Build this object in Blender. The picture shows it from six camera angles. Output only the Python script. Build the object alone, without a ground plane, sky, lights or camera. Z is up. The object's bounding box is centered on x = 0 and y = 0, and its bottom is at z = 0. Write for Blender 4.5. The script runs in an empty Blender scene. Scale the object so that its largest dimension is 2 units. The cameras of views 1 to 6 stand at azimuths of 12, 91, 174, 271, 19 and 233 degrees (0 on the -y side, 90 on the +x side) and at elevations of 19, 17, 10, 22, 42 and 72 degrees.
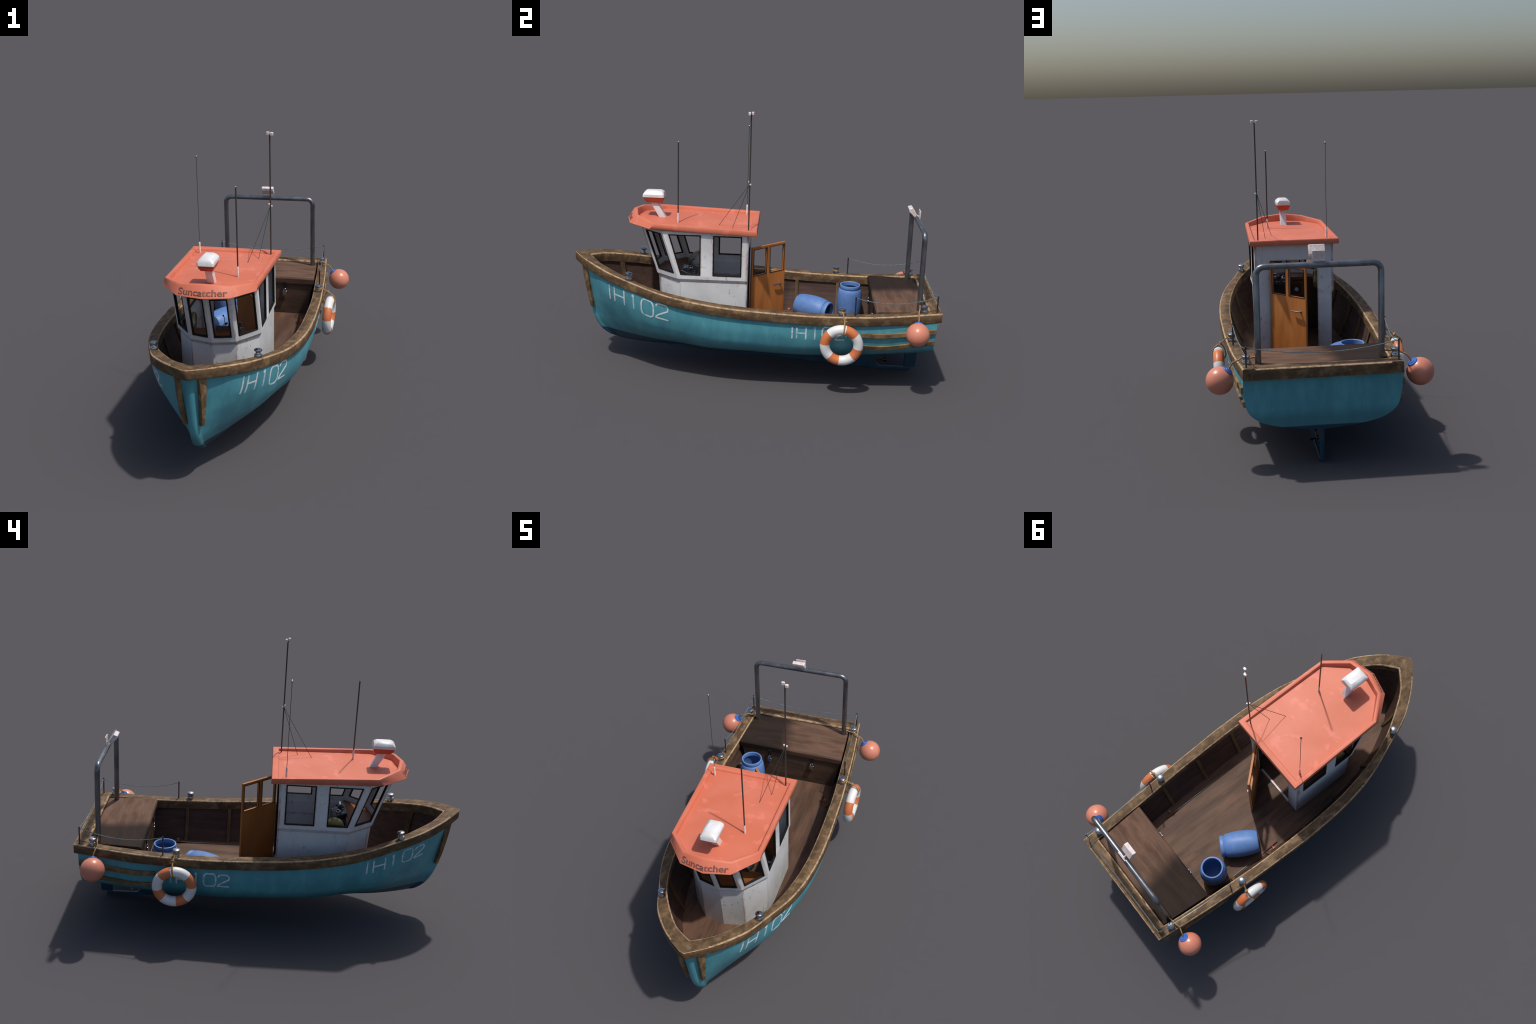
# A small wooden-trimmed fishing boat: hull, gunwale, wheelhouse, deck gear.
# Frame: metres, z up, bow towards -y.  CX is the centre plane of the hull.
import bpy, bmesh, math, random
from mathutils import Vector, Matrix, noise as mnoise
import numpy as np

random.seed(7)
CX = 0.004
COL = bpy.context.scene.collection

# ------------------------------------------------------------------ helpers
def pchip(xs, ys):
    """monotone cubic interpolation through (xs, ys)"""
    xs = np.array(xs, float); ys = np.array(ys, float)
    h = np.diff(xs); d = np.diff(ys) / h
    m = np.zeros(len(xs))
    m[0], m[-1] = d[0], d[-1]
    for i in range(1, len(xs) - 1):
        if d[i - 1] * d[i] > 0:
            w1, w2 = 2 * h[i] + h[i - 1], h[i] + 2 * h[i - 1]
            m[i] = (w1 + w2) / (w1 / d[i - 1] + w2 / d[i])
    def f(x):
        x = min(max(x, xs[0]), xs[-1])
        i = min(max(int(np.searchsorted(xs, x)) - 1, 0), len(h) - 1)
        t = (x - xs[i]) / h[i]
        a, b = ys[i], ys[i + 1]
        return ((1 + 2 * t) * (1 - t) ** 2 * a + t * (1 - t) ** 2 * h[i] * m[i]
                + t * t * (3 - 2 * t) * b + t * t * (t - 1) * h[i] * m[i + 1])
    return f

def link(name, mesh, mat=None, parent=None, smooth=40.0):
    o = bpy.data.objects.new(name, mesh)
    COL.objects.link(o)
    if mat is not None and not mesh.materials:
        mesh.materials.append(mat)
    if parent is not None:
        o.parent = parent
    if smooth is not None and len(mesh.polygons):
        mesh.shade_smooth()
        mesh.set_sharp_from_angle(angle=math.radians(smooth))
    return o

def mesh_of(name, verts, faces):
    m = bpy.data.meshes.new(name)
    m.from_pydata([tuple(v) for v in verts], [], faces)
    bm = bmesh.new(); bm.from_mesh(m)
    bmesh.ops.recalc_face_normals(bm, faces=bm.faces)
    bm.to_mesh(m); bm.free()
    return m

def loft(rows, closed_ring=False, cap_start=False, cap_end=False, close_rows=False):
    """quads between equally long rows of points"""
    n = len(rows[0]); verts = [p for r in rows for p in r]; faces = []
    R = len(rows)
    for i in range(R if close_rows else R - 1):
        i2 = (i + 1) % R
        for j in range(n if closed_ring else n - 1):
            k = (j + 1) % n
            faces.append((i * n + j, i * n + k, i2 * n + k, i2 * n + j))
    if cap_start: faces.append(tuple(range(n)))
    if cap_end: faces.append(tuple((R - 1) * n + j for j in range(n)))
    return verts, faces

def bevel(o, width, seg=2, angle=35):
    b = o.modifiers.new("bevel", "BEVEL")
    b.width, b.segments, b.limit_method, b.angle_limit = width, seg, "ANGLE", math.radians(angle)
    b.harden_normals = False
    return o

def apply_mods(o):
    dg = bpy.context.evaluated_depsgraph_get()
    me = bpy.data.meshes.new_from_object(o.evaluated_get(dg))
    old = o.data
    o.modifiers.clear()
    o.data = me
    me.name = old.name
    return o

def box_geo(c, s, rot=None):
    hx, hy, hz = s[0] / 2, s[1] / 2, s[2] / 2
    vs = [Vector((x, y, z)) for x in (-hx, hx) for y in (-hy, hy) for z in (-hz, hz)]
    if rot is not None: vs = [rot @ v for v in vs]
    vs = [v + Vector(c) for v in vs]
    return vs, [(0, 1, 3, 2), (4, 6, 7, 5), (0, 4, 5, 1), (2, 3, 7, 6), (0, 2, 6, 4), (1, 5, 7, 3)]

def join_geo(*gs):
    V, F = [], []
    for v, f in gs:
        o = len(V); V += list(v); F += [tuple(i + o for i in q) for q in f]
    return V, F

def box(name, c, s, mat, parent, rot=None, bev=0.0):
    o = link(name, mesh_of(name, *box_geo(c, s, rot)), mat, parent, 30)
    if bev: bevel(o, bev)
    return o

def tube_geo(pts, r, seg=10, closed=False, radii=None):
    pts = [Vector(p) for p in pts]; n = len(pts); rows = []
    up = None
    for i, p in enumerate(pts):
        if closed: t = pts[(i + 1) % n] - pts[i - 1]
        else: t = pts[min(i + 1, n - 1)] - pts[max(i - 1, 0)]
        t.normalize()
        if up is None:
            up = t.orthogonal().normalized()
        up = (up - t * up.dot(t)).normalized()
        w = t.cross(up)
        rr = radii[i] if radii else r
        rows.append([p + (up * math.cos(a) + w * math.sin(a)) * rr for a in (math.tau * k / seg for k in range(seg))])
    return loft(rows, True, not closed, not closed, closed)

def tube(name, pts, r, mat, parent, seg=10, closed=False, radii=None):
    return link(name, mesh_of(name, *tube_geo(pts, r, seg, closed, radii)), mat, parent, 50)

def smooth_path(pts, k=6):
    """Catmull-Rom through pts"""
    P = [Vector(p) for p in pts]; out = []
    for i in range(len(P) - 1):
        a, b, c, d = P[max(i - 1, 0)], P[i], P[i + 1], P[min(i + 2, len(P) - 1)]
        for s in range(k):
            t = s / k
            out.append(0.5 * ((2 * b) + (c - a) * t + (2 * a - 5 * b + 4 * c - d) * t * t + (3 * b - a - 3 * c + d) * t ** 3))
    out.append(P[-1])
    return out

def lathe_geo(profile, seg=32, axis=None, origin=(0, 0, 0)):
    """profile of (radius, height) turned about axis"""
    M = Matrix.Translation(Vector(origin))
    if axis is not None:
        M = M @ Vector((0, 0, 1)).rotation_difference(Vector(axis)).to_matrix().to_4x4()
    rows = [[M @ Vector((r * math.cos(a), r * math.sin(a), z)) for a in (math.tau * k / seg for k in range(seg))] for r, z in profile]
    return loft(rows, True, profile[0][0] > 1e-6, profile[-1][0] > 1e-6)

def lathe(name, profile, mat, parent, seg=32, axis=None, origin=(0, 0, 0), smooth=40):
    return link(name, mesh_of(name, *lathe_geo(profile, seg, axis, origin)), mat, parent, smooth)

def empty(name, parent=None, loc=(0, 0, 0)):
    o = bpy.data.objects.new(name, None)
    o.empty_display_size = 0.1
    o.location = loc
    COL.objects.link(o)
    if parent: o.parent = parent
    return o

# ---------------------------------------------------------------- materials
class Nodes:
    def __init__(s, name):
        s.m = bpy.data.materials.new(name); s.m.use_nodes = True
        s.t = s.m.node_tree; s.b = s.t.nodes["Principled BSDF"]
        s.tc = s.t.nodes.new("ShaderNodeTexCoord")
    def n(s, kind, **kw):
        x = s.t.nodes.new("ShaderNode" + kind)
        for k, v in kw.items(): setattr(x, k, v)
        return x
    def l(s, a, b): s.t.links.new(a, b)
    def noise(s, scale, detail=4, rough=0.55, stretch=(1, 1, 1), loc=(0, 0, 0), dist=0.0, rot=(0, 0, 0)):
        mp = s.n("Mapping"); mp.inputs["Scale"].default_value = stretch; mp.inputs["Location"].default_value = loc
        mp.inputs["Rotation"].default_value = rot
        s.l(s.tc.outputs["Object"], mp.inputs["Vector"])
        x = s.n("TexNoise"); x.inputs["Scale"].default_value = scale; x.inputs["Detail"].default_value = detail
        x.inputs["Roughness"].default_value = rough; x.inputs["Distortion"].default_value = dist
        s.l(mp.outputs[0], x.inputs["Vector"])
        return x.outputs["Fac"]
    def ramp(s, fac, lo, hi, a=0.0, b=1.0):
        x = s.n("MapRange"); x.interpolation_type = "SMOOTHSTEP"
        for i, v in ((1, lo), (2, hi), (3, a), (4, b)): x.inputs[i].default_value = v
        s.l(fac, x.inputs[0]); return x.outputs[0]
    def math(s, op, a, b=None):
        x = s.n("Math", operation=op)
        for i, v in enumerate((a, b)):
            if v is None: continue
            if isinstance(v, (int, float)): x.inputs[i].default_value = v
            else: s.l(v, x.inputs[i])
        return x.outputs[0]
    def mix(s, fac, a, b):
        x = s.n("Mix", data_type="RGBA")
        if isinstance(fac, (int, float)): x.inputs[0].default_value = fac
        else: s.l(fac, x.inputs[0])
        for i, v in ((6, a), (7, b)):
            if isinstance(v, tuple): x.inputs[i].default_value = (*v, 1)
            else: s.l(v, x.inputs[i])
        return x.outputs[2]
    def edge(s, radius, lo=0.02, hi=0.2):
        """mask of the convex / sharp edges, from a rounded normal"""
        bv = s.n("Bevel", samples=6); bv.inputs["Radius"].default_value = radius
        g = s.n("NewGeometry"); d = s.n("VectorMath", operation="DOT_PRODUCT")
        s.l(bv.outputs[0], d.inputs[0]); s.l(g.outputs["Normal"], d.inputs[1])
        return s.ramp(s.math("SUBTRACT", 1.0, d.outputs["Value"]), lo, hi)
    def chamfer(s, lo, hi):
        """mask of the faces that tilt between flat-on-top and upright: the worn arrises"""
        g = s.n("NewGeometry"); x = s.n("SeparateXYZ"); s.l(g.outputs["True Normal"], x.inputs[0])
        z = x.outputs["Z"]
        return s.math("MULTIPLY", s.math("GREATER_THAN", z, lo), s.math("LESS_THAN", z, hi))
    def sep(s):
        x = s.n("SeparateXYZ"); s.l(s.tc.outputs["Object"], x.inputs[0]); return x.outputs
    def bump(s, h, strength=0.3, dist=0.002):
        x = s.n("Bump"); x.inputs["Strength"].default_value = strength; x.inputs["Distance"].default_value = dist
        s.l(h, x.inputs["Height"]); s.l(x.outputs[0], s.b.inputs["Normal"])
    def out(s, col, rough=0.5, metal=0.0, spec=0.5, coat=0.0):
        if isinstance(col, tuple): s.b.inputs["Base Color"].default_value = (*col, 1)
        else: s.l(col, s.b.inputs["Base Color"])
        if isinstance(rough, (int, float)): s.b.inputs["Roughness"].default_value = rough
        else: s.l(rough, s.b.inputs["Roughness"])
        s.b.inputs["Metallic"].default_value = metal
        s.b.inputs["Specular IOR Level"].default_value = spec
        s.b.inputs["Coat Weight"].default_value = coat
        return s.m

def simple(name, a, b=None, scale=20, rough=0.5, metal=0.0, spec=0.5, stretch=(1, 1, 1), bump=0.0, coat=0.0):
    k = Nodes(name)
    b = b or tuple(x * 0.8 for x in a)
    f = k.noise(scale, 5, 0.6, stretch)
    if bump: k.bump(f, bump)
    return k.out(k.mix(k.ramp(f, 0.35, 0.65), a, b), rough, metal, spec, coat)

def wood(name, dark, mid, light, grain, rough=0.7, edge=None, blotch=0.5, bump=0.25, edge_r=0.006, blotch_scale=14, pointy=None):
    """weathered timber: streaky grain, blotches, optional pale worn edges"""
    k = Nodes(name)
    g = k.noise(30, 6, 0.65, grain, dist=0.4)
    c = k.mix(k.ramp(g, 0.32, 0.7), dark, mid)
    bl = k.noise(blotch_scale, 5, 0.6, tuple(min(1.0, v * 3) for v in grain), (3, 1, 7))
    c = k.mix(k.math("MULTIPLY", k.ramp(bl, 0.45, 0.68), blotch), c, light)
    st = k.noise(4, 3, 0.5, (1, 1, 1), (11, 4, 2))
    c = k.mix(k.math("MULTIPLY", k.ramp(st, 0.5, 0.72), 0.35), c, dark)
    if edge:
        e = k.chamfer(*pointy) if pointy else k.edge(edge_r, 0.01, 0.14)
        w = k.noise(55, 4, 0.6, (1, 1, 1), (5, 5, 5))
        c = k.mix(k.math("MULTIPLY", e, k.ramp(w, 0.32, 0.62, 0.30, 1.0)), c, edge)
    k.bump(g, bump, 0.0015)
    return k.out(c, rough, 0, 0.25)

M = {}
# hull paint: turquoise above, navy antifouling under the waterline, streaks and scuffs
k = Nodes("hull_paint")
x, y, z = k.sep()
st = k.noise(16, 4, 0.6, (1, 1, 0.25))
bl = k.noise(7, 4, 0.6, (1, 1, 1), (4, 2, 9))
c = k.mix(k.ramp(st, 0.35, 0.7), (0.068, 0.262, 0.320), (0.088, 0.325, 0.380))
c = k.mix(k.math("MULTIPLY", k.ramp(bl, 0.48, 0.7), 0.45), c, (0.048, 0.205, 0.272))
sc = k.noise(38, 6, 0.7, (1, 1, 0.55), (1, 8, 3))
c = k.mix(k.math("MULTIPLY", k.ramp(sc, 0.60, 0.74), 0.42), c, (0.22, 0.40, 0.46))
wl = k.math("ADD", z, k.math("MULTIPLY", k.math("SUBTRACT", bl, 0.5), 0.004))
low = k.ramp(wl, 0.225, 0.285, 0.55, 0.0)  # turquoise darkened here: painted shade where the bilge turns downward
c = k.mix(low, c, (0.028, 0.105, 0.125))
c = k.mix(k.ramp(wl, 0.193, 0.199, 1.0, 0.0), c, (0.004, 0.033, 0.062))
k.bump(bl, 0.12, 0.004)
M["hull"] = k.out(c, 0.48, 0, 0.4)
M["navy"] = simple("navy_paint", (0.005, 0.045, 0.085), (0.003, 0.03, 0.06), 12, 0.5)
M["letter"] = None
k = Nodes("faded_white_lettering")
f = k.noise(60, 4, 0.6)
g2 = k.noise(9, 3, 0.6, (1, 1, 1), (3, 3, 1))
c = k.mix(k.ramp(k.math("ADD", k.math("MULTIPLY", f, 0.5), k.math("MULTIPLY", g2, 0.5)), 0.44, 0.62), (0.62, 0.68, 0.72), (0.20, 0.42, 0.48))
M["letter"] = k.out(c, 0.6)

M["gunwale"] = wood("gunwale_wood", (0.070, 0.041, 0.021), (0.130, 0.079, 0.039), (0.28, 0.185, 0.100), (1, 0.25, 1), 0.7, (0.44, 0.30, 0.175), 0.55, 0.35, blotch_scale=26, pointy=(.15, .935))
M["gunwale_stern"] = wood("stern_beam_wood", (0.070, 0.041, 0.021), (0.130, 0.079, 0.039), (0.28, 0.185, 0.100), (0.25, 1, 1), 0.7, (0.44, 0.30, 0.175), 0.55, 0.35, blotch_scale=26, pointy=(.15, .935))
M["strip"] = wood("fender_strip_wood", (0.090, 0.052, 0.026), (0.205, 0.132, 0.063), (0.38, 0.27, 0.14), (1, 0.3, 0.5), 0.65, (0.34, 0.22, 0.11), 0.45, 0.3, 0.004, 24)
M["rib"] = wood("rib_wood", (0.065, 0.04, 0.019), (0.140, 0.088, 0.040), (0.19, 0.125, 0.06), (1, 1, 0.25), 0.7, None, 0.3)
M["deck"] = wood("deck_wood", (0.062, 0.034, 0.022), (0.116, 0.068, 0.045), (0.175, 0.088, 0.056), (1, 0.09, 1), 0.62, None, 0.5, 0.2)
M["bulwark"] = wood("bulwark_wood", (0.046, 0.025, 0.019), (0.082, 0.047, 0.036), (0.115, 0.062, 0.046), (1, 0.10, 1.4), 0.7, None, 0.4, 0.2)
M["box"] = wood("storage_box_wood", (0.052, 0.032, 0.022), (0.094, 0.060, 0.042), (0.15, 0.085, 0.058), (0.12, 1, 1), 0.62, (0.12, 0.08, 0.055), 0.45, 0.25, 0.004)
M["door"] = wood("varnished_door_wood", (0.37, 0.128, 0.032), (0.48, 0.170, 0.045), (0.56, 0.215, 0.062), (1, 1, 0.07), 0.42, None, 0.35, 0.1)
M["dash"] = wood("dashboard_wood", (0.16, 0.055, 0.016), (0.24, 0.085, 0.026), (0.29, 0.11, 0.035), (0.1, 1, 1), 0.45, None, 0.3, 0.1)
M["dark_wood"] = simple("dark_panel_wood", (0.07, 0.026, 0.010), (0.035, 0.013, 0.006), 14, 0.5, stretch=(1, 1, .2))

# lid of the storage box: the port half is coloured dark, with a soft boundary
k = Nodes("dark_half_lid_wood")
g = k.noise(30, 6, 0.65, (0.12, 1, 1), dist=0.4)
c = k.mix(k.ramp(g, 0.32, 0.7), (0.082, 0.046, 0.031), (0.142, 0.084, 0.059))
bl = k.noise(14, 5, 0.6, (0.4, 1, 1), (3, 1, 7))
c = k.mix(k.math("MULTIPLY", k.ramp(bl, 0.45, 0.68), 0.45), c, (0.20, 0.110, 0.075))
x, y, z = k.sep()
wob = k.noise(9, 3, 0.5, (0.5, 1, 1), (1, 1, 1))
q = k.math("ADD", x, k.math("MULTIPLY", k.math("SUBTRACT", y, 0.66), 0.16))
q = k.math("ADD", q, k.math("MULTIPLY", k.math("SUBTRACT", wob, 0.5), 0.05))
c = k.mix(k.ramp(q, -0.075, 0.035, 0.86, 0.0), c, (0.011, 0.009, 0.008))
k.bump(g, 0.25, 0.0015)
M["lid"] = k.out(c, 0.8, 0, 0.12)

# white wheelhouse paint: rust bleeding at the edges, dirt specks, streaks
k = Nodes("weathered_white_paint")
f = k.noise(9, 4, 0.6)
c = k.mix(k.ramp(f, 0.35, 0.68), (0.66, 0.67, 0.68), (0.585, 0.59, 0.60))
sp = k.noise(60, 3, 0.55, (1, 1, 0.7), (9, 2, 1)); spm = k.noise(8, 3, 0.5, (1, 1, 1), (2, 7, 7))
c = k.mix(k.math("MULTIPLY", k.ramp(sp, 0.60, 0.68), k.ramp(spm, 0.45, 0.62, 0.10, 0.75)), c, (0.30, 0.28, 0.25))
rs = k.noise(14, 4, 0.65, (1, 1, 0.35), (6, 6, 3))
c = k.mix(k.math("MULTIPLY", k.ramp(rs, 0.60, 0.74), 0.55), c, (0.50, 0.33, 0.29))
e = k.edge(0.013, 0.012, 0.10); w = k.noise(42, 5, 0.7, (1, 1, 1), (1, 4, 4))
c = k.mix(k.math("MULTIPLY", e, k.ramp(w, 0.38, 0.60, 0.15, 1.0)), c, (0.40, 0.17, 0.13))
x, y, z = k.sep()
ax = k.math("ABSOLUTE", k.math("SUBTRACT", x, CX))
rear = k.math("MULTIPLY", k.ramp(y, -0.046, -0.036), k.ramp(ax, 0.193, 0.200))
wz = k.math("ABSOLUTE", k.math("SUBTRACT", z, 0.556))
waist = k.math("MULTIPLY", k.ramp(wz, 0.006, 0.022, 0.55, 0.0), k.ramp(k.noise(7, 3, 0.6, (1, 1, 1), (4, 4, 4)), 0.5, 0.62))
frontq = k.ramp(k.math("ABSOLUTE", k.math("SUBTRACT", ax, 0.1105)), 0.0015, 0.006, 0.75, 0.0)
rs2 = k.math("MAXIMUM", k.math("MAXIMUM", rear, waist), k.math("MULTIPLY", frontq, k.ramp(y, -0.45, -0.40, 1.0, 0.0)))
rw = k.noise(34, 5, 0.7, (1, 1, 0.45), (2, 9, 4))
c = k.mix(k.math("MULTIPLY", rs2, k.ramp(rw, 0.40, 0.62, 0.05, 0.85)), c, (0.36, 0.17, 0.13))
low = k.ramp(z, 0.26, 0.50, 0.28, 0.0)
c = k.mix(k.math("MULTIPLY", low, k.ramp(k.noise(11, 4, 0.6, (1, 1, 0.5), (5, 1, 1)), 0.4, 0.65)), c, (0.38, 0.36, 0.34))
k.bump(f, 0.1, 0.003)
M["white"] = k.out(c, 0.5, 0, 0.4)

k = Nodes("coral_roof_paint")
f = k.noise(6, 3, 0.5); p = k.noise(15, 3, 0.5, (1, 1, 1), (8, 3, 3))
c = k.mix(k.ramp(f, 0.35, 0.7), (0.57, 0.150, 0.083), (0.61, 0.175, 0.108))
c = k.mix(k.math("MULTIPLY", k.ramp(p, 0.57, 0.68), 0.55), c, (0.72, 0.215, 0.15))
M["roof"] = k.out(c, 0.5, 0, 0.3)
k = Nodes("faded_name_paint")
f = k.noise(50, 4, 0.6)
M["name"] = k.out(k.mix(k.ramp(f, 0.35, 0.65), (0.12, 0.055, 0.042), (0.25, 0.080, 0.055)), 0.6)

M["black"] = simple("black_rubber_trim", (0.006, 0.006, 0.007), (0.009, 0.009, 0.009), 30, 0.55, spec=0.25)
M["steel"] = simple("brushed_steel_tube", (0.235, 0.25, 0.27), (0.165, 0.172, 0.18), 25, 0.30, 0.85, stretch=(1, 1, 0.4))
M["chrome"] = simple("chromed_metal", (0.50, 0.52, 0.55), (0.36, 0.38, 0.41), 30, 0.2, 1.0)
M["post"] = simple("grey_post_metal", (0.10, 0.11, 0.115), (0.06, 0.06, 0.065), 40, 0.4, 0.7)
M["wire"] = simple("galvanised_wire", (0.24, 0.31, 0.31), (0.15, 0.19, 0.19), 60, 0.35, 0.5)
M["mast"] = simple("dark_green_mast_paint", (0.040, 0.062, 0.058), (0.075, 0.055, 0.048), 9, 0.35, 0.3)
M["fitting"] = simple("off_white_fitting", (0.70, 0.66, 0.645), (0.62, 0.47, 0.44), 60, 0.4)
M["radar_white"] = simple("radar_white_plastic", (0.74, 0.74, 0.74), (0.64, 0.62, 0.62), 22, 0.3)
M["radar_red"] = simple("radar_red_plastic", (0.50, 0.075, 0.035), (0.42, 0.06, 0.03), 20, 0.35)
M["fender"] = simple("salmon_fender_rubber", (0.60, 0.225, 0.145), (0.56, 0.20, 0.13), 10, 0.33, spec=0.5)
M["fender_cap"] = simple("blue_fender_cap", (0.05, 0.145, 0.50), (0.035, 0.11, 0.40), 20, 0.4)
M["buoy_white"] = simple("lifebuoy_white", (0.70, 0.70, 0.69), (0.63, 0.63, 0.63), 12, 0.35)
M["buoy_orange"] = simple("lifebuoy_orange", (0.60, 0.160, 0.050), (0.54, 0.18, 0.08), 18, 0.42)
k = Nodes("twisted_rope")
wv = k.n("TexWave", wave_type="BANDS", bands_direction="DIAGONAL"); wv.inputs["Scale"].default_value = 90; wv.inputs["Distortion"].default_value = 1.0
k.l(k.tc.outputs["Object"], wv.inputs["Vector"])
k.bump(wv.outputs["Fac"], 0.6, 0.001)
M["rope"] = k.out(k.mix(wv.outputs["Fac"], (0.25, 0.140, 0.060), (0.45, 0.28, 0.13)), 0.85, 0, 0.1)
k = Nodes("blue_barrel_plastic")
f = k.noise(28, 5, 0.6); f2 = k.noise(6, 3, 0.5, (1, 1, 1), (2, 2, 8))
c = k.mix(k.ramp(f, 0.35, 0.7), (0.095, 0.195, 0.44), (0.125, 0.235, 0.49))
c = k.mix(k.math("MULTIPLY", k.ramp(f2, 0.4, 0.7), 0.5), c, (0.075, 0.16, 0.38))
c = k.mix(k.math("MULTIPLY", k.edge(0.004, 0.02, 0.25), 0.5), c, (0.19, 0.32, 0.60))
k.bump(f, 0.08, 0.001)
M["barrel"] = k.out(c, 0.48, 0, 0.4)
M["panel"] = simple("black_instrument_panel", (0.018, 0.019, 0.022), (0.03, 0.03, 0.032), 40, 0.35)
M["dial"] = simple("pale_dial_face", (0.62, 0.62, 0.60), (0.5, 0.5, 0.5), 20, 0.3)
M["brass"] = simple("yellow_brass_ring", (0.36, 0.31, 0.085), (0.28, 0.23, 0.06), 12, 0.35, 0.3)
M["red_knob"] = simple("red_plastic_knob", (0.55, 0.05, 0.03), None, 20, 0.4)
M["rod"] = simple("brown_rod_cork", (0.11, 0.042, 0.022), (0.07, 0.028, 0.016), 40, 0.5)
M["reel"] = simple("coral_reel", (0.58, 0.17, 0.13), (0.45, 0.12, 0.10), 40, 0.4)
M["prop"] = simple("dark_propeller_bronze", (0.05, 0.05, 0.05), (0.08, 0.07, 0.06), 30, 0.3, 0.8)

# --------------------------------------------------------------- hull shape
# gunwale half-breadths and height, along the boat
outer_h = pchip([-.998, -.954, -.893, -.836, -.764, -.60, -.458, -.365, -.26, -.158, -.043, .06, .20, .37, .50, .69, .997],
                [.006, .064, .131, .178, .226, .292, .345, .369, .386, .396, .401, .402, .398, .392, .384, .371, .341])
inner_h = pchip([-.909, -.844, -.80, -.75, -.711, -.62, -.531, -.463, -.377, -.235, -.117, .0, .09, .225, .352, .49, .654, .866, .997],
                [.002, .090, .127, .161, .187, .238, .273, .292, .310, .331, .340, .343, .343, .341, .338, .329, .317, .301, .285])
gun_z = pchip([-.998, -.927, -.857, -.788, -.702, -.644, -.557, -.462, -.324, -.19, -.05, .06, .189, .355, .54, .643, .743, .842, .997],
              [.633, .618, .602, .585, .564, .549, .529, .511, .492, .477, .466, .460, .452, .446, .445, .447, .452, .459, .470])
GT = 0.050                                   # gunwale depth
# stem / bottom profile of the hull proper
bot_z = pchip([-.962, -.945, -.920, -.902, -.876, -.850, -.787, -.734, -.626, -.49, .0, .30, .60, .968],
              [.575, .440, .307, .254, .204, .174, .138, .122, .108, .100, .105, .115, .140, .176])
# cross-sections: (z, half-breadth) from the bottom to under the gunwale
SECT = [
    (-.945, [(.44, 0), (.50, .012), (.58, .050)]),
    (-.88, [(.212, 0), (.25, .016), (.30, .034), (.40, .070), (.50, .106), (.565, .124)]),
    (-.80, [(.145, 0), (.16, .016), (.20, .044), (.25, .070), (.30, .100), (.38, .146), (.46, .178), (.545, .192)]),
    (-.70, [(.118, 0), (.145, .050), (.20, .100), (.25, .138), (.325, .186), (.41, .226), (.515, .248)]),
    (-.55, [(.102, 0), (.13, .070), (.165, .125), (.205, .180), (.255, .232), (.33, .278), (.41, .298), (.485, .305)]),
    (-.40, [(.100, 0), (.14, .105), (.187, .200), (.235, .264), (.30, .314), (.38, .340), (.46, .348)]),
    (-.20, [(.102, 0), (.13, .125), (.178, .245), (.22, .312), (.285, .355), (.36, .374), (.44, .379)]),
    (.0, [(.105, 0), (.135, .150), (.186, .280), (.22, .338), (.28, .372), (.35, .386), (.42, .387)]),
    (.30, [(.115, 0), (.145, .170), (.176, .280), (.205, .332), (.26, .367), (.32, .379), (.40, .380)]),
    (.60, [(.140, 0), (.16, .140), (.188, .268), (.215, .322), (.27, .354), (.33, .364), (.395, .363)]),
    (.968, [(.176, 0), (.188, .138), (.22, .270), (.265, .323), (.31, .336), (.36, .341), (.42, .339)]),
]
_SF = [(yy, pchip([p[0] for p in s], [p[1] for p in s]), s[0][0], s[-1][0]) for yy, s in SECT]
_YS = [s[0] for s in SECT]
NF = 60
_rows = [pchip(_YS, [f(zb + (zt - zb) * (j / NF)) for _, f, zb, zt in _SF]) for j in range(NF + 1)]

def hull_top(yy): return gun_z(yy) - 0.030
def hull_half(yy, zz):
    """half-breadth of the outer hull at station yy, height zz"""
    zb, zt = bot_z(yy), hull_top(yy)
    f = min(max((zz - zb) / (zt - zb), 0), 1) * NF
    i = min(int(f), NF - 1)
    h = _rows[i](yy) * (1 - f + i) + _rows[i + 1](yy) * (f - i)
    # rounded stem post
    lo, hi = -.962, -.60
    for _ in range(24):
        mid = (lo + hi) / 2
        if bot_z(mid) > zz: lo = mid
        else: hi = mid
    d, r = yy - lo, 0.024
    if d > 0:
        c = math.sqrt(max(r * r - (r - d) ** 2, 0)) if d < r else r * max(0.0, 1 - (d - r) / 0.05)
        if zz > bot_z(yy) + 1e-5 and lo < -.80:
            h = (h ** 6 + c ** 6) ** (1 / 6)
    return max(h, 0.0)

boat = empty("fishing_boat")
boat["label"] = "small turquoise wooden fishing boat with coral-roofed white wheelhouse"
boat["category"] = "fishing boat"

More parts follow.
